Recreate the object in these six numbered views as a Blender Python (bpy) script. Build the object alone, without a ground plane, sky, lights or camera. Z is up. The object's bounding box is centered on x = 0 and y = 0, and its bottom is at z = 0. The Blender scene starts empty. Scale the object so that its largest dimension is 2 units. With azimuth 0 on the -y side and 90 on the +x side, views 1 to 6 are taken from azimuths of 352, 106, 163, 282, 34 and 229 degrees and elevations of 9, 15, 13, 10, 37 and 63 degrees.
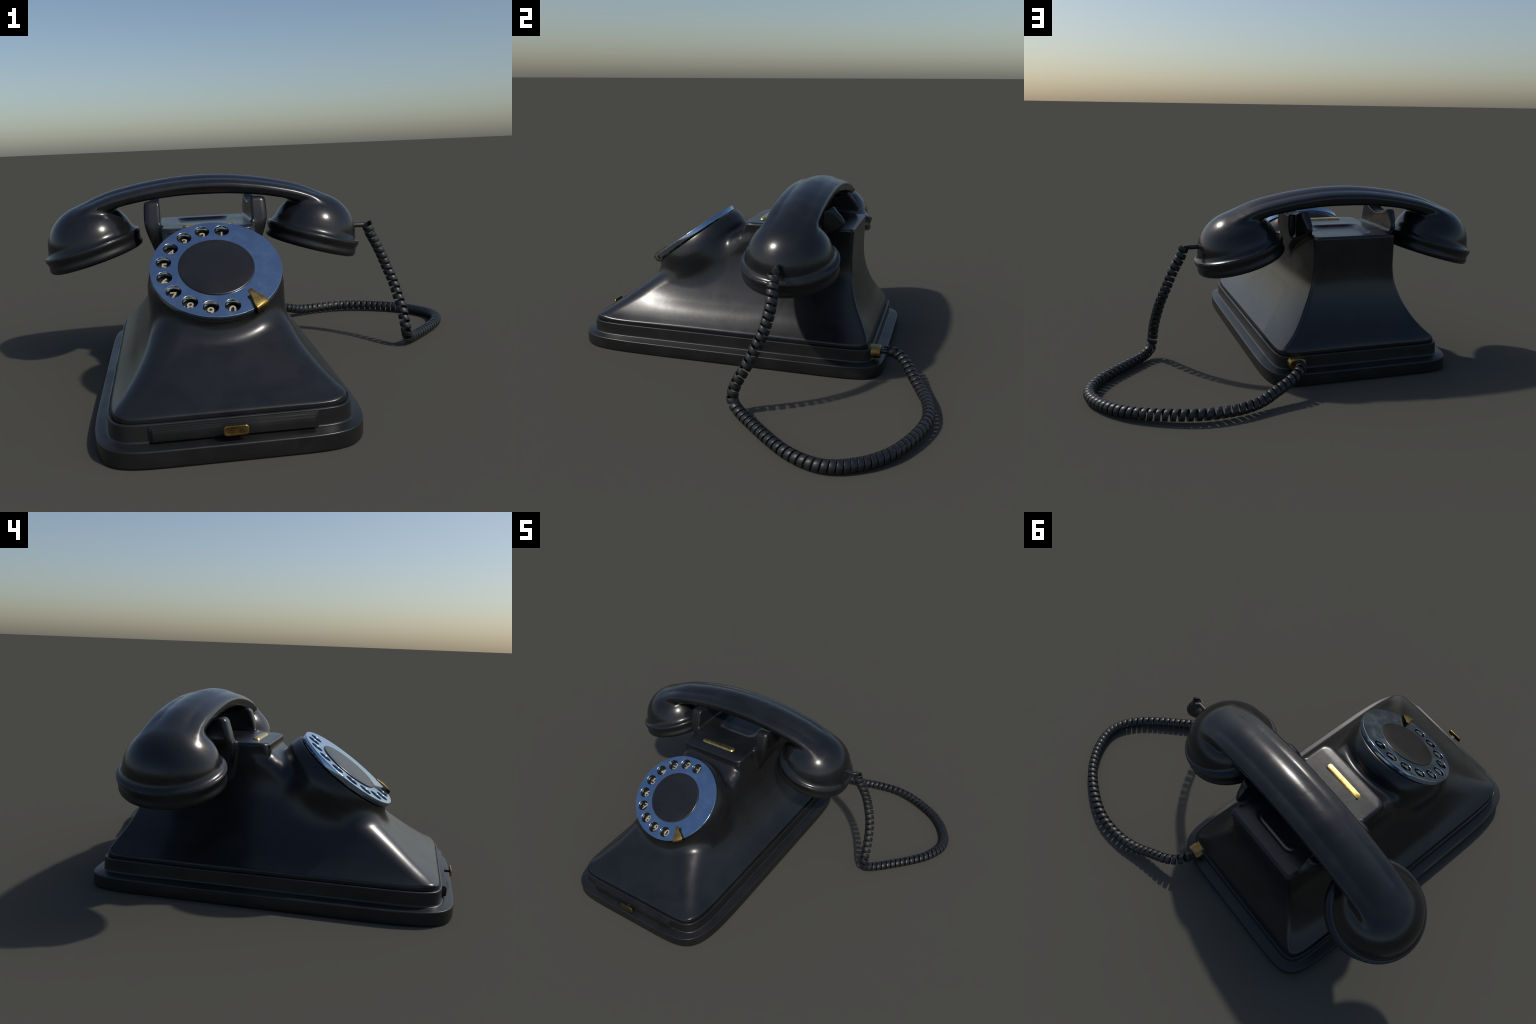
# A black desk telephone with a rotary dial: stepped plinth, flared housing,
# tilted finger wheel, handset lying in a cradle, and a coiled cord.
import bpy, bmesh, math
import numpy as np
from mathutils import Vector, Matrix

XC = -0.273                      # the telephone's plane of symmetry, x = XC

# ------------------------------------------------------------------ materials
def new_mat(name):
    m = bpy.data.materials.new(name)
    m.use_nodes = True
    nt = m.node_tree
    nt.nodes.clear()
    out = nt.nodes.new("ShaderNodeOutputMaterial")
    bsdf = nt.nodes.new("ShaderNodeBsdfPrincipled")
    nt.links.new(bsdf.outputs[0], out.inputs[0])
    tc = nt.nodes.new("ShaderNodeTexCoord")
    return m, nt, bsdf, tc.outputs["Object"]


def node(nt, kind, **inputs):
    n = nt.nodes.new(kind)
    for k, v in inputs.items():
        s = n.inputs[k]
        if hasattr(v, "is_output"):
            nt.links.new(v, s)
        else:
            s.default_value = v
    return n


def noise(nt, co, scale, detail=3.0, rough=0.5, dist=0.0):
    n = nt.nodes.new("ShaderNodeTexNoise")
    nt.links.new(co, n.inputs["Vector"])
    n.inputs["Scale"].default_value = scale
    n.inputs["Detail"].default_value = detail
    n.inputs["Roughness"].default_value = rough
    n.inputs["Distortion"].default_value = dist
    return n.outputs["Fac"]


def ramp(nt, fac, stops):
    n = nt.nodes.new("ShaderNodeValToRGB")
    nt.links.new(fac, n.inputs[0])
    els = n.color_ramp.elements
    while len(els) < len(stops):
        els.new(0.5)
    for e, (p, c) in zip(els, stops):
        e.position = p
        e.color = (*c, 1) if isinstance(c, tuple) else (c, c, c, 1)
    return n.outputs["Color"]


def mix(nt, fac, a, b, mode="MIX"):
    n = nt.nodes.new("ShaderNodeMix")
    n.data_type = "RGBA"
    n.blend_type = mode
    for s, v in ((n.inputs["Factor"], fac), (n.inputs["A"], a), (n.inputs["B"], b)):
        if hasattr(v, "is_output"):
            nt.links.new(v, s)
        else:
            s.default_value = (*v, 1) if isinstance(v, tuple) else v
    return n.outputs["Result"]


def bump(nt, bsdf, height, strength, distance):
    n = node(nt, "ShaderNodeBump", Height=height, Strength=strength, Distance=distance)
    nt.links.new(n.outputs[0], bsdf.inputs["Normal"])


def lacquer(name, base, rough_lo, rough_hi, scuffs=0.0, streaks=False):
    m, nt, b, co = new_mat(name)
    cloud = noise(nt, co, 6.0, 4, 0.6, 0.4)
    fine = noise(nt, co, 60.0, 3, 0.6)
    col = ramp(nt, cloud, [(0.35, tuple(c * 0.8 for c in base)), (0.7, tuple(c * 1.25 for c in base))])
    r = ramp(nt, cloud, [(0.36, rough_lo), (0.52, (rough_lo + rough_hi) / 2), (0.66, rough_hi)])
    if scuffs:
        patch = noise(nt, co, 9.0, 5, 0.65, 0.8)
        mask = ramp(nt, patch, [(0.53, 0.0), (0.60, 1.0)])
        r = mix(nt, mask, r, (rough_hi + scuffs,) * 3)
    if streaks:                                  # hairline scratches running along the plinth
        mp = nt.nodes.new("ShaderNodeMapping")
        nt.links.new(co, mp.inputs["Vector"])
        mp.inputs["Scale"].default_value = (5, 5, 160)
        line = noise(nt, mp.outputs[0], 1.0, 3, 0.6)
        lm = ramp(nt, line, [(0.60, 0.0), (0.72, 0.5)])
        col = mix(nt, lm, col, tuple(c * 2.2 for c in base))
        r = mix(nt, lm, r, (0.5, 0.5, 0.5))
    nt.links.new(col, b.inputs["Base Color"])
    nt.links.new(r, b.inputs["Roughness"])
    h = mix(nt, 0.25, noise(nt, co, 14.0, 2, 0.5), fine)
    bump(nt, b, h, 0.10, 0.004)
    return m


def metal(name, lo, hi, rough_lo, rough_hi, scale=7.0, metallic=1.0, grain=0.15):
    m, nt, b, co = new_mat(name)
    cloud = noise(nt, co, scale, 5, 0.65, 0.6)
    fine = noise(nt, co, scale * 9, 3, 0.6)
    f = mix(nt, 0.3, cloud, fine)
    nt.links.new(ramp(nt, f, [(0.40, lo), (0.58, hi)]), b.inputs["Base Color"])
    nt.links.new(ramp(nt, cloud, [(0.42, rough_lo), (0.60, rough_hi)]), b.inputs["Roughness"])
    b.inputs["Metallic"].default_value = metallic
    bump(nt, b, fine, grain, 0.002)
    return m


M_BODY = lacquer("black_lacquer", (0.0105, 0.0110, 0.0125), 0.26, 0.31)
M_BASE = lacquer("black_lacquer_plinth", (0.0115, 0.0115, 0.0115), 0.30, 0.42, streaks=True)
M_HAND = lacquer("black_lacquer_handset", (0.0115, 0.0120, 0.0135), 0.19, 0.27, scuffs=0.015)
M_CAP = lacquer("black_bakelite_cap", (0.0115, 0.0118, 0.0120), 0.30, 0.42)
M_HUB = lacquer("black_dial_hub", (0.0120, 0.0120, 0.0125), 0.25, 0.33)
M_CORD = lacquer("black_cord_rubber", (0.0135, 0.0140, 0.0155), 0.36, 0.46)
M_WHEEL = metal("steel_sky_tinted", (0.36, 0.48, 0.64), (0.41, 0.53, 0.69), 0.13, 0.24, 9.0, grain=0.06)  # grey steel; base colour tinted blue for the sky reflected in the wheel
M_BRASS = metal("aged_brass", (0.21, 0.135, 0.042), (0.38, 0.255, 0.088), 0.30, 0.44, 22.0)
M_GOLD = metal("brass_strip", (0.66, 0.43, 0.14), (0.80, 0.545, 0.20), 0.26, 0.34, 26.0, grain=0.05)
M_DIGIT = metal("pale_gold_digits", (0.46, 0.39, 0.25), (0.60, 0.52, 0.35), 0.3, 0.4, 40.0, metallic=0.35)

# ------------------------------------------------------------------- helpers
ROOT = bpy.data.objects.new("rotary_telephone", None)
ROOT.location = (XC, 0, 0)
bpy.context.collection.objects.link(ROOT)
ROOT["label"] = "black rotary desk telephone with steel dial tinted with sky-reflection blue and coiled cord"
ROOT["category"] = "rotary telephone"


def add(name, me, mat, parent=None):
    ob = bpy.data.objects.new(name, me)
    bpy.context.collection.objects.link(ob)
    if mat and not me.materials:
        me.materials.append(mat)
    if parent is None:
        parent = ROOT
    ob.parent = parent
    bpy.context.view_layer.update()
    ob.matrix_parent_inverse = parent.matrix_world.inverted()
    return ob


def mesh_from(name, verts, faces, smooth=True):
    me = bpy.data.meshes.new(name)
    me.from_pydata([tuple(v) for v in verts], [], [tuple(f) for f in faces])
    me.validate()
    bm = bmesh.new()
    bm.from_mesh(me)
    bmesh.ops.recalc_face_normals(bm, faces=bm.faces)
    bm.to_mesh(me)
    bm.free()
    if smooth:
        me.shade_smooth()
        me.set_sharp_from_angle(angle=math.radians(38))
    return me


def loft(rings, closed_ends=True):
    """Quads between equal-length closed rings; fan caps on both ends."""
    n = len(rings[0])
    v = [p for r in rings for p in r]
    f = []
    for i in range(len(rings) - 1):
        for j in range(n):
            k = (j + 1) % n
            f.append((i * n + j, i * n + k, (i + 1) * n + k, (i + 1) * n + j))
    if closed_ends:
        f.append(tuple(range(n))[::-1])
        f.append(tuple((len(rings) - 1) * n + j for j in range(n)))
    return v, f


def lathe(profile, origin, axis, n=96):
    """Revolve (radius, height) pairs about an axis."""
    axis = Vector(axis).normalized()
    a = axis.orthogonal().normalized()
    b = axis.cross(a)
    o = Vector(origin)
    rings = []
    for r, h in profile:
        rings.append([o + axis * h + (a * math.cos(t) + b * math.sin(t)) * max(r, 1e-4)
                      for t in (2 * math.pi * i / n for i in range(n))])
    return loft(rings)


def bevelled(name, v, f, width, segments=3):
    me = mesh_from(name, v, f, smooth=False)
    bm = bmesh.new()
    bm.from_mesh(me)
    edges = [e for e in bm.edges if len(e.link_faces) == 2 and e.calc_face_angle(0) > 0.5]
    bmesh.ops.bevel(bm, geom=edges, offset=width, segments=segments, profile=0.5, affect="EDGES", clamp_overlap=True)
    bm.to_mesh(me)
    bm.free()
    me.shade_smooth()
    me.set_sharp_from_angle(angle=math.radians(40))
    return me


def box(c, s):
    v = [(c[0] + s[0] * i / 2, c[1] + s[1] * j / 2, c[2] + s[2] * k / 2) for i in (-1, 1) for j in (-1, 1) for k in (-1, 1)]
    f = [(0, 1, 3, 2), (4, 6, 7, 5), (0, 4, 5, 1), (2, 3, 7, 6), (0, 2, 6, 4), (1, 5, 7, 3)]
    return v, f


def pill(half_x, half_y, r, n=10):
    """Outline of a rectangle with corner radius r, as 2D points."""
    pts = []
    for cx, cy, a0 in ((half_x - r, half_y - r, 0), (-half_x + r, half_y - r, 90), (-half_x + r, -half_y + r, 180), (half_x - r, -half_y + r, 270)):
        for i in range(n + 1):
            t = math.radians(a0 + 90 * i / n)
            pts.append((cx + r * math.cos(t), cy + r * math.sin(t)))
    return pts


# --------------------------------------------- implicit solids (for the castings)
_TABLES = {}


def lerp_profile(t, pts):
    """Smooth profile (cubic Hermite) through a few control points, tabulated once."""
    key = id(pts) if len(pts) > 5 else tuple(pts)
    if key not in _TABLES:
        x, y = np.array(pts).T
        d = np.gradient(y, x)
        g = np.linspace(x[0], x[-1], 3000)
        i = np.clip(np.searchsorted(x, g) - 1, 0, len(x) - 2)
        h = x[i + 1] - x[i]
        s = (g - x[i]) / h
        v = ((2 * s**3 - 3 * s**2 + 1) * y[i] + (s**3 - 2 * s**2 + s) * h * d[i]
             + (-2 * s**3 + 3 * s**2) * y[i + 1] + (s**3 - s**2) * h * d[i + 1])
        _TABLES[key] = (g[0], 2998.999 / (g[-1] - g[0]), v, pts)
    g0, k, v, _ = _TABLES[key]
    q = np.clip((t - g0) * k, 0, 2998.999)
    i = q.astype(np.int32)
    a = v[i]
    return a + (v[i + 1] - a) * (q - i)


def smin(a, b, k):
    h = np.maximum(k - np.abs(a - b), 0) / k
    return np.minimum(a, b) - h * h * k / 4


def smax(a, b, k):
    return -smin(-a, -b, k)


def sdbox(p, c, s, r):
    q = [np.abs(p[i] - c[i]) - (s[i] / 2 - r) for i in range(3)]
    out = np.sqrt(sum(np.maximum(v, 0) ** 2 for v in q))
    return out + np.minimum(np.maximum(np.maximum(q[0], q[1]), q[2]), 0) - r


def surface(f, lo, hi, h):
    """Surface nets of f = 0, projected onto the true surface, with exact normals."""
    ax = [np.arange(lo[i], hi[i] + h, h) for i in range(3)]
    n = [len(a) for a in ax]
    # coarse pass first; the fine grid is only evaluated in blocks near the surface
    B = 8
    cs = [a[::B] + 0.5 * B * h for a in ax]
    coarse = f(tuple(np.meshgrid(*cs, indexing="ij")))
    F = np.empty(n, np.float32)
    for i, j, k in np.ndindex(*coarse.shape):
        b = (slice(i * B, i * B + B), slice(j * B, j * B + B), slice(k * B, k * B + B))
        if abs(coarse[i, j, k]) > 1.05 * B * h:
            F[b] = coarse[i, j, k]
        else:
            F[b] = f(tuple(np.meshgrid(ax[0][b[0]], ax[1][b[1]], ax[2][b[2]], indexing="ij")))
    S = F < 0
    m = [k - 1 for k in n]
    cnt = np.zeros(m, np.int8)
    acc = np.zeros(m + [3], np.float32)
    idx = np.indices(m, dtype=np.float32)

    def sl(o):
        return tuple(slice(o[i], o[i] + m[i]) for i in range(3))

    for d in range(3):
        e = [(a, b) for a in (0, 1) for b in (0, 1)]
        for a, b in e:
            o = [0, 0, 0]
            o[(d + 1) % 3], o[(d + 2) % 3] = a, b
            o2 = list(o)
            o2[d] = 1
            A, B = F[sl(o)], F[sl(o2)]
            cr = S[sl(o)] != S[sl(o2)]
            t = np.where(cr, A / np.where(cr, A - B, 1), 0)
            cnt += cr
            for i in range(3):
                acc[..., i] += np.where(cr, t if i == d else o[i], 0)
    act = cnt > 0
    ids = np.full(m, -1, np.int64)
    ids[act] = np.arange(act.sum())
    V = np.stack([lo[i] + h * (idx[i][act] + acc[..., i][act] / cnt[act]) for i in range(3)], 1).astype(np.float64)
    quads = []
    for d in range(3):
        u, w = (d + 1) % 3, (d + 2) % 3
        o2 = [0, 0, 0]
        o2[d] = 1
        full = tuple(slice(0, n[i] - (1 if i == d else 0)) for i in range(3))
        nxt = tuple(slice(1, n[i]) if i == d else slice(0, n[i]) for i in range(3))
        cr = np.argwhere(S[full] != S[nxt])
        ok = (cr[:, u] > 0) & (cr[:, w] > 0) & (cr[:, u] < n[u] - 1) & (cr[:, w] < n[w] - 1)
        cr = cr[ok]
        inside = S[cr[:, 0], cr[:, 1], cr[:, 2]]
        q = []
        for du, dw in ((-1, -1), (0, -1), (0, 0), (-1, 0)):
            c = cr.copy()
            c[:, u] += du
            c[:, w] += dw
            q.append(ids[c[:, 0], c[:, 1], c[:, 2]])
        q = np.stack(q, 1)
        q[~inside] = q[~inside][:, ::-1]
        quads.append(q)
    Q = np.concatenate(quads)
    Q = Q[(Q >= 0).all(1)]

    def grad(P, e=4e-4):
        g = np.empty_like(P)
        for i in range(3):
            a, b = P.copy(), P.copy()
            a[:, i] += e
            b[:, i] -= e
            g[:, i] = (f((a[:, 0], a[:, 1], a[:, 2])) - f((b[:, 0], b[:, 1], b[:, 2]))) / (2 * e)
        return g

    def value_and_slope(P, e=3e-4):
        v = f((P[:, 0], P[:, 1], P[:, 2]))
        g = [f(tuple(P[:, j] + (e if j == i else 0) for j in range(3))) - v for i in range(3)]
        return v, np.stack(g, 1) / e

    for _ in range(3):
        val, g = value_and_slope(V)
        st = -val[:, None] * g / np.maximum((g * g).sum(1, keepdims=True), 0.05)
        ln = np.linalg.norm(st, axis=1, keepdims=True)
        V += st * np.minimum(1, 0.7 * h / np.maximum(ln, 1e-9))
    N = grad(V)
    N /= np.maximum(np.linalg.norm(N, axis=1, keepdims=True), 1e-9)
    return V, Q, N


def region_mesh(name, V, Q, N, keep):
    """The faces of one region; borders and normals are those of the whole casting."""
    q = Q[keep]
    used, inv = np.unique(q, return_inverse=True)
    q = inv.reshape(q.shape)
    me = bpy.data.meshes.new(name)
    me.from_pydata(V[used].tolist(), [], q.tolist())
    me.shade_smooth()
    me.normals_split_custom_set_from_vertices(N[used].tolist())
    me.update()
    return me


# -------------------------------------------------------------------- plinth
BASE_HX, BASE_HY, BASE_CY = 0.466, 0.7825, -0.1315


def corner_powers(inset):
    """Superellipse powers of the front and rear corners: tighter further in."""
    return 7.0 + 65 * inset, 10.0 + 115 * inset


def plinth_ring(inset, z, count=260):
    a, b = BASE_HX - 0.92 * inset, BASE_HY - inset
    nf, nr = corner_powers(min(inset, 0.08))
    pts, fine = [], 4000
    t = np.linspace(0, 2 * np.pi, fine, endpoint=False)
    c, s = np.cos(t), np.sin(t)
    n = np.where(s > 0, nr, nf)
    x = a * np.sign(c) * np.abs(c) ** (2 / n)
    y = np.where(s > 0, BASE_HY - 0.94 * inset, b) * np.sign(s) * np.abs(s) ** (2 / n)
    d = np.concatenate([[0], np.cumsum(np.hypot(np.diff(x), np.diff(y)))])
    # spread the points evenly, but denser round the corners
    ang = np.unwrap(np.arctan2(np.gradient(y), np.gradient(x)))
    w = d / d[-1] + 1.6 * np.abs(ang - ang[0]) / (2 * np.pi)
    k = np.interp(np.linspace(0, w[-1], count, endpoint=False), w, np.arange(fine))
    xs, ys = np.interp(k, np.arange(fine), x), np.interp(k, np.arange(fine), y)
    return [(XC + px, BASE_CY + py, z) for px, py in zip(xs, ys)]


tiers = [(0.010, 0.000), (0.003, 0.0015), (0.0, 0.006), (0.0, 0.030), (0.0, 0.0532), (0.0006, 0.0560), (0.0024, 0.0582), (0.0050, 0.0592),
         (0.020, 0.0612), (0.0455, 0.0650), (0.0485, 0.0662), (0.0508, 0.0686), (0.0518, 0.0725),
         (0.0528, 0.095), (0.0534, 0.1215), (0.0540, 0.1238), (0.0555, 0.1250), (0.0595, 0.1262), (0.0608, 0.1264),
         (0.0616, 0.1255), (0.0619, 0.1235), (0.0900, 0.1225), (0.2, 0.1225)]
v, f = loft([plinth_ring(i, z) for i, z in tiers])
base = add("plinth", mesh_from("plinth", v, f), M_BASE)
base.data.set_sharp_from_angle(angle=math.radians(75))
wn = base.modifiers.new("weighted", "WEIGHTED_NORMAL")
wn.weight = 90

# ------------------------------------------------------------------- housing
DIAL_C = np.array([-0.2755, -0.4260, 0.5402])         # centre of the finger wheel's face
DIAL_N = np.array([0.0, -0.5851, 0.8110])           # its outward normal
DIAL_U = np.array([0.0, 0.8110, 0.5851])            # up the slope of the dial

HALF_WIDTH = [(0.140, 0.3990), (0.168, 0.366), (0.20, 0.332), (0.25, 0.292), (0.30, 0.262), (0.36, 0.234), (0.42, 0.214), (0.47, 0.2065), (0.55, 0.2045), (0.66, 0.203)]
REAR = [(0.140, 0.583), (0.192, 0.556), (0.251, 0.525), (0.304, 0.502), (0.36, 0.484), (0.42, 0.472), (0.47, 0.469), (0.66, 0.469)]
FRONT = [(0.140, -0.845), (0.20, -0.754), (0.28, -0.650), (0.36, -0.550), (0.45, -0.400), (0.55, -0.200), (0.60, -0.105), (0.66, -0.090)]
FRONT_ROUND = [(0.136, 0.022), (0.165, 0.034), (0.2, 0.045), (0.3, 0.072), (0.36, 0.10), (0.45, 0.12), (0.66, 0.03)]
REAR_BOW = [(0.136, 0.0), (0.20, 0.004), (0.30, 0.010), (0.38, 0.009), (0.48, 0.002), (0.66, 0.0)]
FOOT = [(0.136, 0.008), (0.165, 0.005), (0.21, 0.0), (0.66, 0.0)]
BELLY = [(0.136, 0.008), (0.168, 0.010), (0.20, 0.013), (0.25, 0.018), (0.35, 0.018), (0.45, 0.011), (0.55, 0.004), (0.66, 0.0)]
FRONT_BOW = [(0.136, 0.0), (0.165, 0.012), (0.20, 0.014), (0.30, 0.010), (0.40, 0.0), (0.66, 0.0)]
TUCK = [(0.136, 0.003), (0.165, 0.010), (0.20, 0.014), (0.30, 0.049), (0.40, 0.045), (0.66, 0.0)]
NECK_R = [(0.02, 0.2335), (0.03, 0.2395), (0.05, 0.2490), (0.09, 0.2595), (0.13, 0.2590), (0.20, 0.244), (0.30, 0.220), (0.40, 0.20)]
NECK_BACK = [(0.02, 0.013), (0.04, 0.014), (0.07, 0.012), (0.115, 0.008), (0.20, 0.022), (0.40, 0.05)]
FORK_FRONT = [(0.45, 0.075), (0.58, 0.060), (0.645, 0.058), (0.757, 0.088)]
FORK_REAR = [(0.45, 0.10), (0.50, 0.13), (0.54, 0.17), (0.58, 0.235), (0.62, 0.33), (0.645, 0.396), (0.757, 0.376)]
FORK_OUT = [(0.46, 0.190), (0.50, 0.212), (0.54, 0.234), (0.594, 0.254), (0.63, 0.2655), (0.66, 0.2715), (0.70, 0.2720), (0.76, 0.2690)]



def housing(p):
    x, y, z = p
    u = np.sqrt((x - XC) ** 2 + 1e-8)
    # flared tower: plan rectangle shrinking with height along concave profiles
    swell = np.clip((lerp_profile(z, REAR) - 0.01 - y) / 0.26, 0, 1)
    tuck = np.clip((-0.28 - y) / 0.45, 0, 1.2) ** 2
    side = (u - lerp_profile(z, HALF_WIDTH) - lerp_profile(z, BELLY) * swell * (2 - swell) + lerp_profile(z, TUCK) * tuck) * 0.80
    foot = lerp_profile(z, FOOT) * np.clip(1 - (u / 0.40) ** 4, 0, 1)
    rear = (y - lerp_profile(z, REAR) - foot - lerp_profile(z, REAR_BOW) * np.clip(1 - (u / 0.26) ** 2, 0, 1)) * 0.92
    front = (lerp_profile(z, FRONT) - foot + lerp_profile(z, FRONT_BOW) * (u / 0.35) ** 4 - y) * 0.62
    kf = lerp_profile(z, FRONT_ROUND)
    tower = smax(smax(side, rear, 0.016), front, kf)
    tower = smax(tower, z - 0.647, 0.014)
    # conical neck that carries the dial
    wx, wy, wz = x - DIAL_C[0], y - DIAL_C[1], z - DIAL_C[2]
    s = -(wy * DIAL_N[1] + wz * DIAL_N[2])
    b = wy * DIAL_U[1] + wz * DIAL_U[2]
    rho = np.sqrt(wx * wx + b * b)
    uphill = np.clip(b / (rho + 1e-6), 0, 1) ** 2
    neck = smax((rho - lerp_profile(s, NECK_R) - lerp_profile(s, NECK_BACK) * uphill) * 0.95, 0.0262 - s, 0.008)
    neck = smax(neck, s - 0.36, 0.05)
    fillet = 0.055 - 0.025 * np.clip((b + 0.1) / 0.3, 0, 1)
    d = smin(tower, neck, fillet)
    # rounded lip between neck and deck, and the deck with its drooping nose
    lip = sdbox((u, y, z), (0.0, -0.070, 0.526), (0.390, 0.098, 0.088), 0.022)
    d = smin(d, lip, 0.020)
    deck = smax(smax(u - 0.1975, y - 0.30, 0.016), smax(z - 0.647, -0.091 - y, 0.055), 0.014)
    deck = smax(deck, 0.46 - z, 0.02)
    d = smin(d, deck, 0.008)
    # tray sunk in the deck
    sink = (0.647 - z) * 1.1
    tray = smax(smax(u - 0.121 + sink, np.abs(y - 0.273) - 0.119 + sink, 0.045) * 0.67, 0.6355 - z, 0.008)
    d = smax(d, -tray, 0.006)
    # cradle walls: front and rear horns with a recess between them, saddle on top
    fr = lerp_profile(z, FORK_FRONT)
    re = lerp_profile(z, FORK_REAR)
    bevel = np.maximum(y - 0.29, 0)
    outer = (u - lerp_profile(z, FORK_OUT) + 0.36 * bevel) * 0.9
    wall = smax(smax(outer, fr - y, 0.026), smax(y - re, z - 0.757, 0.014), 0.022)
    wall = smax(wall, 0.2015 - u, 0.012)
    flute = smax(np.sqrt((u - 0.275) ** 2 + (y - 0.300) ** 2) - 0.030, 0.618 - z, 0.03)
    wall = smax(wall, -flute, 0.012)
    saddle = np.sqrt((y - 0.242) ** 2 + (z - (0.726 + 0.26)) ** 2) - 0.26
    wall = smax(wall, -saddle, 0.008)
    wall = smax(wall, 0.47 - z, 0.03)
    d = smin(d, wall, 0.020)
    # the flare is trimmed to the plinth's outline at its foot
    nf, nr = corner_powers(0.063)
    low = z < 0.20
    if low.any():
        n = np.where(y[low] > BASE_CY, nr, nf)
        plan = ((np.abs(x[low] - XC) / 0.4035) ** n + (np.abs(y[low] - BASE_CY) / 0.7190) ** n + 1e-12) ** (1 / n)
        d[low] = smax(d[low], (plan - 1) * 0.42, 0.007)
    # well for the number plate
    d = smax(d, -smax(rho - 0.2275, s - 0.042, 0.004), 0.004)
    return smax(d, 0.1225 - z, 0.003)


V, Q, N = surface(housing, (XC - 0.42, -0.87, 0.115), (XC + 0.42, 0.605, 0.772), 0.005)
cen = V[Q].mean(1)
fork = (cen[:, 2] > 0.652)
left = fork & (cen[:, 0] < XC)
right = fork & (cen[:, 0] >= XC)
collar_s = -((cen - DIAL_C) @ DIAL_N)
rho_c = np.linalg.norm((cen - DIAL_C) + collar_s[:, None] * DIAL_N, axis=1)
shell = add("housing", region_mesh("housing", V, Q, N, ~fork), M_BODY)
add("cradle_fork", region_mesh("cradle_fork", V, Q, N, right), M_BODY)
add("cradle_fork", region_mesh("cradle_fork.001", V, Q, N, left), M_BODY)

# ------------------------------------------------------------------- handset
HX, HY = -0.272, 0.236                               # middle of the handset
CUP_U, CUP_Z = 0.516, 0.569                          # centre of each cup's rim
AX = (0.2750, 0.9614)                                # cup axis (outward, up)
GRIP_TOP = [(-0.2, 0.852), (0.0, 0.8585), (0.10, 0.8555), (0.20, 0.8450), (0.28, 0.833), (0.35, 0.819), (0.42, 0.8025), (0.50, 0.7735), (0.585, 0.7315), (0.645, 0.690), (0.72, 0.62)]
GRIP_LOW = [(-0.2, 0.765), (0.0, 0.7735), (0.10, 0.772), (0.20, 0.7640), (0.26, 0.7570), (0.32, 0.7470), (0.38, 0.734), (0.45, 0.712), (0.55, 0.672), (0.72, 0.60)]


def handset(p):
    x, y, z = p
    u = np.sqrt((x - HX) ** 2 + 1e-8)
    w = np.abs(y - HY)
    slope = 1 / np.sqrt(1 + np.clip(u * 1.0, 0, 0.62) ** 2)
    # grip: arched back, straight flanks, flat underside
    top, low = lerp_profile(u, GRIP_TOP), lerp_profile(u, GRIP_LOW)
    drop = smin(w * w / 0.25, 0.0145 + 0.0235 * (w / 0.122) ** 4, 0.003)   # raised spine between two shoulders
    back = (z - top + drop) * slope * 0.9
    flank = (w - 0.1240 + (top - 0.036 - z) * 0.30) * 0.95
    under = (low - z) * slope
    grip = smax(smax(back, flank, 0.020), under, 0.012)
    grip = smax(grip, u - 0.60, 0.10)
    # cups: dome of revolution flaring to a rim
    du, dz = u - CUP_U, z - CUP_Z
    h = du * AX[0] + dz * AX[1]
    r2 = (du * AX[1] - dz * AX[0]) ** 2 + w * w
    r = np.sqrt(r2 + 1e-9)
    dome = (np.sqrt((r / 0.1985) ** 2 + (np.maximum(h, 0) / 0.181) ** 2 + 1e-9) - 1) * 0.187
    rim = smax(r - 0.2190, np.abs(h + 0.003) - 0.0045, 0.003)
    cup = smin(dome, rim, 0.034)
    cup = smax(cup, -0.0085 - h, 0.002)
    return smin(grip, cup, 0.022)


V, Q, N = surface(handset, (HX - 0.745, HY - 0.235, 0.49), (HX + 0.745, HY + 0.235, 0.875), 0.005)
cen = V[Q].mean(1)
uu = np.abs(cen[:, 0] - HX)
hh = (uu - CUP_U) * AX[0] + (cen[:, 2] - CUP_Z) * AX[1]
is_cup = (hh < 0.10) & (uu > 0.26)
grip = add("handset", region_mesh("handset", V, Q, N, ~is_cup), M_HAND)
add("mouthpiece", region_mesh("mouthpiece", V, Q, N, is_cup & (cen[:, 0] > HX)), M_HAND, grip)
add("earpiece", region_mesh("earpiece", V, Q, N, is_cup & (cen[:, 0] < HX)), M_HAND, grip)

cap_profile = [(0.2050, -0.0005), (0.2175, -0.0002), (0.2205, -0.0006), (0.2220, -0.0022), (0.2224, -0.0060), (0.2222, -0.0100), (0.2215, -0.0150), (0.2185, -0.0230), (0.2160, -0.0310), (0.2155, -0.0370),
               (0.2170, -0.0440), (0.2188, -0.0510), (0.2190, -0.0570), (0.2172, -0.0640), (0.2130, -0.0700), (0.2060, -0.0735), (0.1950, -0.0745),
               (0.1850, -0.0735), (0.1780, -0.0690), (0.1500, -0.0640), (0.0800, -0.0620), (0.0, -0.0615)]
for side, nm in ((1, "mouthpiece_cap"), (-1, "earpiece_cap")):
    v, f = lathe(cap_profile, (HX + side * CUP_U, HY, CUP_Z), (side * AX[0], 0, AX[1]), 128)
    add(nm, mesh_from(nm, v, f), M_CAP, grip)

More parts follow.
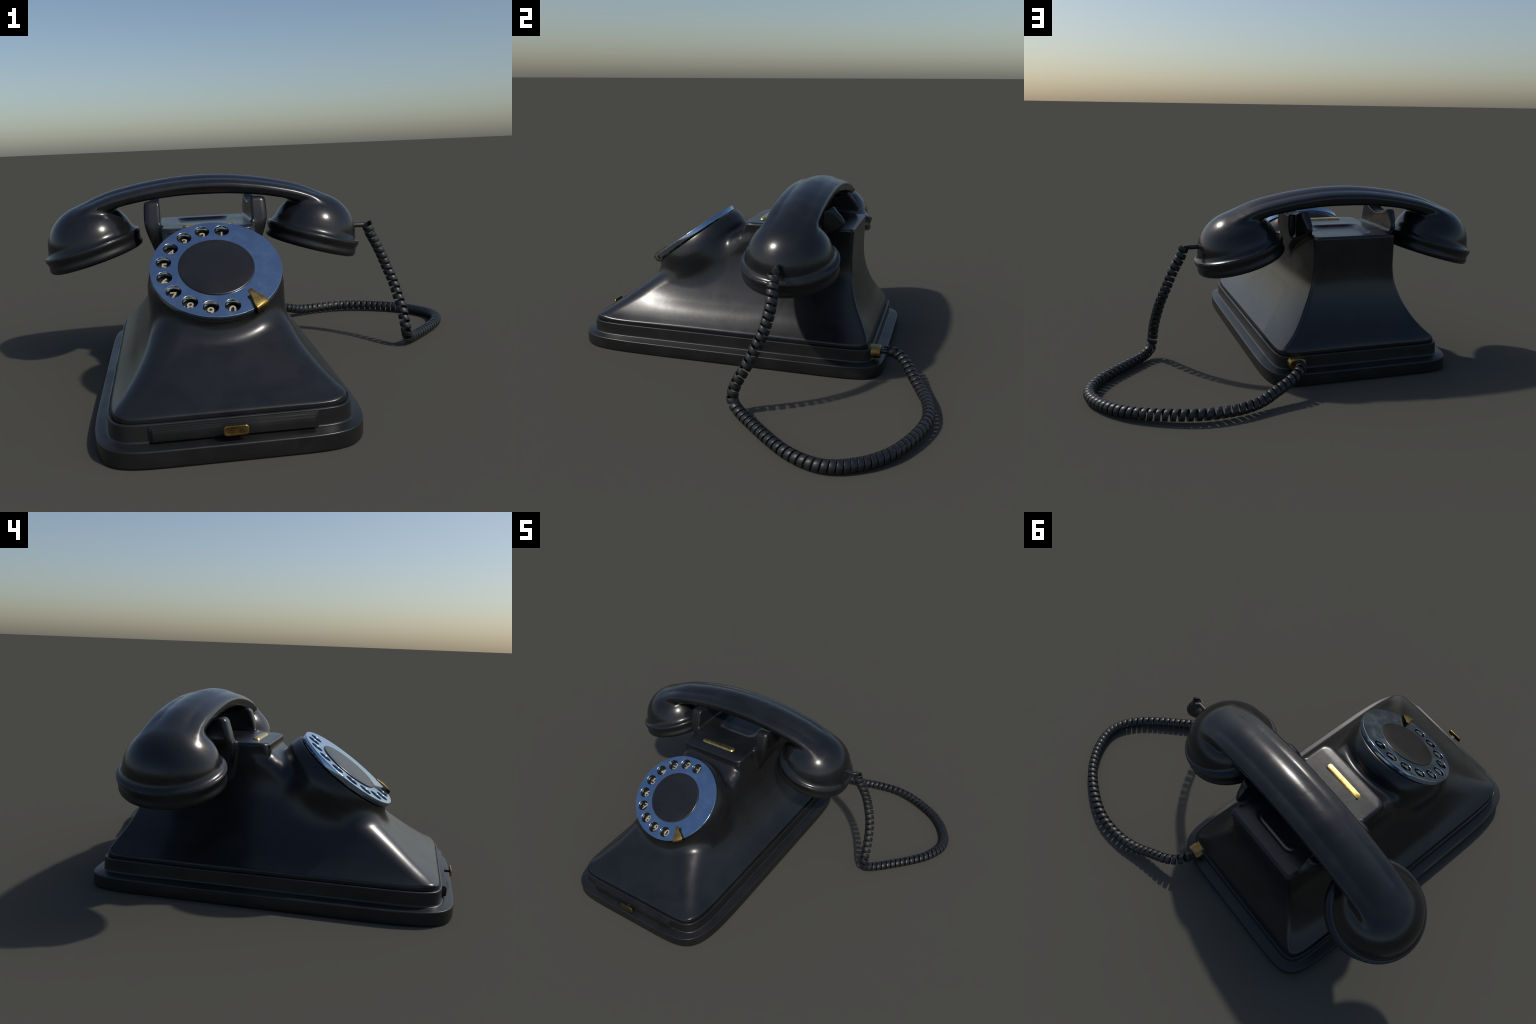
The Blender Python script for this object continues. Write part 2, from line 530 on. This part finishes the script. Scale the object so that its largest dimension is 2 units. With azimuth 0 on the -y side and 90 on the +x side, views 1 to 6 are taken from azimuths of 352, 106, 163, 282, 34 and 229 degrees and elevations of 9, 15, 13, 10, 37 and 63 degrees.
# ---------------------------------------------------------------------- dial
frame = Matrix((
    (1, DIAL_U[0], DIAL_N[0], DIAL_C[0]),
    (0, DIAL_U[1], DIAL_N[1], DIAL_C[1]),
    (0, DIAL_U[2], DIAL_N[2], DIAL_C[2]),
    (0, 0, 0, 1)))


def on_dial(me):
    me.transform(frame)
    return me


v, f = lathe([(0.0, -0.043), (0.2270, -0.043), (0.2270, -0.0315), (0.0, -0.0305)], (0, 0, 0), (0, 0, 1), 128)
plate = add("number_plate", on_dial(mesh_from("number_plate", v, f)), M_HUB)

HOLES, HOLE_R, RING_R = 10, 0.0285, 0.1990
cu = bpy.data.curves.new("wheel_outline", "CURVE")
cu.dimensions = "2D"
cu.fill_mode = "BOTH"


def ring_spline(cx, cy, r, k=20):
    sp = cu.splines.new("POLY")
    sp.points.add(k - 1)
    for i in range(k):
        t = 2 * math.pi * i / k
        sp.points[i].co = (cx + r * math.cos(t), cy + r * math.sin(t), 0, 1)
    sp.use_cyclic_u = True


ring_spline(0, 0, 0.2462, 160)
ring_spline(0, 0, 0.120, 80)
hole_angle = [math.radians(78.7 + 22.53 * i) for i in range(HOLES)]
for a in hole_angle:
    ring_spline(RING_R * math.cos(a), RING_R * math.sin(a), HOLE_R, 40)
cu.extrude = 0.0115 - 0.0016
cu.bevel_depth = 0.0016
cu.bevel_resolution = 2
cu.offset = -0.0016
tmp = bpy.data.objects.new("wheel_tmp", cu)
bpy.context.collection.objects.link(tmp)
bpy.context.view_layer.update()
me = bpy.data.meshes.new_from_object(tmp.evaluated_get(bpy.context.evaluated_depsgraph_get()))
bpy.data.objects.remove(tmp)
me.name = "finger_wheel"
me.transform(Matrix.Translation((0, 0, -0.0115)))
me.shade_smooth()
me.set_sharp_from_angle(angle=math.radians(30))
wheel = add("finger_wheel", on_dial(me), M_WHEEL)

v, f = lathe([(0.0, -0.020), (0.1455, -0.020), (0.1455, -0.0010), (0.1440, -0.0012), (0.1432, 0.0005), (0.1428, 0.0028), (0.1408, 0.0044), (0.137, 0.0050), (0.09, 0.0054), (0.0, 0.0056)], (0, 0, 0), (0, 0, 1), 128)
add("dial_hub", on_dial(mesh_from("dial_hub", v, f)), M_HUB)

for i, a in enumerate(hole_angle):
    txt = bpy.data.curves.new("digit_text", "FONT")
    txt.body = str((i + 1) % 10)
    txt.align_x, txt.align_y = "CENTER", "CENTER"
    txt.size = 0.056
    txt.shear = 0.12
    txt.extrude = 0.0025
    txt.bevel_depth = 0.0005
    tmp = bpy.data.objects.new("digit_tmp", txt)
    bpy.context.collection.objects.link(tmp)
    bpy.context.view_layer.update()
    me = bpy.data.meshes.new_from_object(tmp.evaluated_get(bpy.context.evaluated_depsgraph_get()))
    bpy.data.objects.remove(tmp)
    me.name = "digit"
    co = np.array([q.co for q in me.vertices])
    mid = (co.min(0) + co.max(0)) / 2
    me.transform(Matrix.Translation((RING_R * math.cos(a) - mid[0], RING_R * math.sin(a) - mid[1], -0.0280)))
    add("digit", on_dial(me), M_DIGIT)

# brass finger stop: tapering tongue over the wheel, folded down over its rim
a = math.radians(-53.5)
er, et = Vector((math.cos(a), math.sin(a), 0)), Vector((-math.sin(a), math.cos(a), 0))
spine = [(0.176, 0.0175, 0.009), (0.196, 0.0170, 0.0105), (0.212, 0.0160, 0.0165), (0.228, 0.0145, 0.0235), (0.244, 0.0125, 0.0275), (0.2525, 0.0105, 0.0282),
         (0.2560, 0.0065, 0.0282), (0.2570, 0.000, 0.0280), (0.2560, -0.012, 0.0270), (0.2535, -0.022, 0.0260), (0.2470, -0.030, 0.0250), (0.2380, -0.034, 0.024)]
rings = []
for i, (r, h, w) in enumerate(spine):
    p0, p1 = spine[max(i - 1, 0)], spine[min(i + 1, len(spine) - 1)]
    tx, tz = p1[0] - p0[0], p1[1] - p0[1]
    L = math.hypot(tx, tz)
    nx, nz = -tz / L, tx / L
    skew = -0.10 * (r - 0.176)
    ring = []
    for s, t in ((-1, 0.5), (1, 0.5), (1, -0.5), (-1, -0.5)):
        ring.append(er * (r + nx * t * 0.006) + et * (s * w + skew) + Vector((0, 0, h + nz * t * 0.006)))
    rings.append(ring)
v, f = loft(rings)
add("finger_stop", on_dial(bevelled("finger_stop", v, f, 0.0014, 2)), M_BRASS)

# ------------------------------------------------- brass strip on the cradle deck
rings = [[(-0.273 + x, -0.013 + y, z) for x, y in pill(hx, hy, hy - 0.0005)] for hx, hy, z in
         ((0.112, 0.0205, 0.6440), (0.112, 0.0205, 0.6480), (0.1115, 0.0200, 0.6485), (0.1095, 0.0180, 0.6490), (0.1045, 0.0135, 0.6560), (0.1030, 0.0120, 0.6566), (0.08, 0.004, 0.6566))]
v, f = loft(rings)
add("brass_strip", mesh_from("brass_strip", v, f), M_GOLD)

# ------------------------------------------------------- drawer front and nameplate
yb = -0.8605
fl = add("drawer_front", bevelled("drawer_front", *box((-0.2740, -0.8520, 0.0935), (0.546, 0.030, 0.053)), 0.0013, 2), M_BASE)
add("drawer_moulding", bevelled("drawer_moulding", *box((-0.2745, -0.8615, 0.0940), (0.528, 0.030, 0.0430)), 0.0012, 2), M_BASE, fl)
add("drawer_panel", bevelled("drawer_panel", *box((-0.2745, -0.8650, 0.0915), (0.524, 0.030, 0.0360)), 0.0016, 2), M_BASE, fl)
add("nameplate_stalk", bevelled("nameplate_stalk", *box((-0.2745, -0.893, 0.1), (0.020, 0.036, 0.010)), 0.001, 1), M_BASE, fl)
rings = []
for g, y in ((-0.003, -0.9055), (0.0, -0.9062), (0.0, -0.9100), (-0.0012, -0.9116), (-0.0035, -0.9122), (-0.0055, -0.9116), (-0.010, -0.9114)):
    rings.append([(-0.2745 + x, y, 0.1005 + z) for x, z in pill(0.0405 + g, 0.0165 + g, 0.0110 + g * 0.6)])
v, f = loft(rings)
add("nameplate", mesh_from("nameplate", v, f), M_BRASS, fl)

# -------------------------------------------------------------- brass cord socket
rings = []
for g, y in ((0.0, 0.565), (0.0, 0.630), (-0.0015, 0.6345), (-0.0045, 0.6370), (-0.008, 0.6372)):
    rings.append([(0.0595 + x, y, 0.1005 + z) for x, z in pill(0.0405 + g, 0.0265 + g, 0.0245 + g)])
v, f = loft(rings)
socket = add("cord_socket", mesh_from("cord_socket", v, f), M_BRASS)

# ----------------------------------------------------------------------- cord
KEYS = [(0.508, 0.236, 0.584), (0.5165, 0.236, 0.560), (0.528, 0.238, 0.532), (0.550, 0.241, 0.494), (0.577, 0.239, 0.436), (0.602, 0.225, 0.368), (0.623, 0.203, 0.306),
        (0.637, 0.174, 0.241), (0.646, 0.143, 0.182), (0.650, 0.116, 0.128), (0.655, 0.104, 0.078), (0.668, 0.120, 0.045), (0.712, 0.170, 0.029),
        (0.780, 0.241, 0.026), (0.852, 0.317, 0.025), (0.915, 0.394, 0.0245), (0.955, 0.468, 0.0245), (0.972, 0.536, 0.0245), (0.962, 0.600, 0.0245),
        (0.932, 0.660, 0.0250), (0.890, 0.716, 0.026), (0.820, 0.778, 0.028), (0.715, 0.834, 0.031), (0.605, 0.872, 0.033), (0.505, 0.885, 0.033),
        (0.385, 0.872, 0.032), (0.290, 0.840, 0.038), (0.214, 0.803, 0.058), (0.137, 0.765, 0.083), (0.088, 0.728, 0.101), (0.064, 0.690, 0.107), (0.060, 0.662, 0.106)]


def spline(keys, step):
    P = np.array(keys)
    P = np.vstack([2 * P[0] - P[1], P, 2 * P[-1] - P[-2]])
    out = []
    for i in range(1, len(P) - 2):
        t = np.linspace(0, 1, 60, endpoint=False)[:, None]
        a, b, c, d = P[i - 1], P[i], P[i + 1], P[i + 2]
        out.append(0.5 * (2 * b + (c - a) * t + (2 * a - 5 * b + 4 * c - d) * t**2 + (3 * b - a - 3 * c + d) * t**3))
    out.append(P[-2][None])
    C = np.vstack(out)
    s = np.concatenate([[0], np.cumsum(np.linalg.norm(np.diff(C, axis=0), axis=1))])
    k = np.arange(0, s[-1], step)
    return np.stack([np.interp(k, s, C[:, i]) for i in range(3)], 1), s[-1]


def frames(C):
    T = np.gradient(C, axis=0)
    T /= np.linalg.norm(T, axis=1, keepdims=True)
    A = np.empty_like(T)
    a = np.cross(T[0], (0.2, 1, 0.3))
    for i, t in enumerate(T):
        a = a - t * (a @ t)
        a /= np.linalg.norm(a)
        A[i] = a
    return T, A, np.cross(T, A)


PITCH, COIL_R, SEG = 0.0320, 0.0228, 24
C, length = spline(KEYS, PITCH / SEG)
for _ in range(30):                                   # soften the bends a little
    C[1:-1] = 0.25 * C[:-2] + 0.5 * C[1:-1] + 0.25 * C[2:]
T, A, B = frames(C)
along = np.linspace(0, 1, len(C))
tight = 1 + 0.35 * np.exp(-((along - 0.52) / 0.07) ** 2) + 0.08 * np.sin(along * 23)
phi = -2 * np.pi * np.cumsum(tight) / SEG             # left-handed coil, closer in the bend
R = np.cos(phi)[:, None] * A + np.sin(phi)[:, None] * B
W, TH = 0.0112, 0.0026                                # half width and half thickness of the ribbon
section = [(-W, -TH), (-W, TH * 0.75), (-W * 0.9, TH), (0, TH * 1.08), (W * 0.9, TH), (W, TH * 0.75), (W, -TH)]
rings = [[tuple(C[i] + R[i] * (COIL_R + th) + T[i] * w) for w, th in section] for i in range(len(C))]
v, f = loft(rings)
cord = add("coiled_cord", mesh_from("coiled_cord", v, f), M_CORD)
cord.data.set_sharp_from_angle(angle=math.radians(35))


def tube(name, keys, r, parent):
    C, _ = spline(keys, 0.004)
    T, A, B = frames(C)
    rings = [[tuple(C[i] + r * (math.cos(t) * A[i] + math.sin(t) * B[i])) for t in (2 * math.pi * k / 14 for k in range(14))] for i in range(len(C))]
    v, f = loft(rings)
    return add(name, mesh_from(name, v, f), M_CORD, parent)


tube("cord_lead", [(0.400, 0.236, 0.584), (0.445, 0.236, 0.583), (0.475, 0.236, 0.582), (0.487, 0.238, 0.583), (0.494, 0.246, 0.583), (0.502, 0.254, 0.582)], 0.0115, cord)
tube("cord_lead", [(0.060, 0.600, 0.103), (0.060, 0.640, 0.1035), (0.060, 0.660, 0.104), (0.063, 0.675, 0.112), (0.070, 0.682, 0.121)], 0.0115, cord)
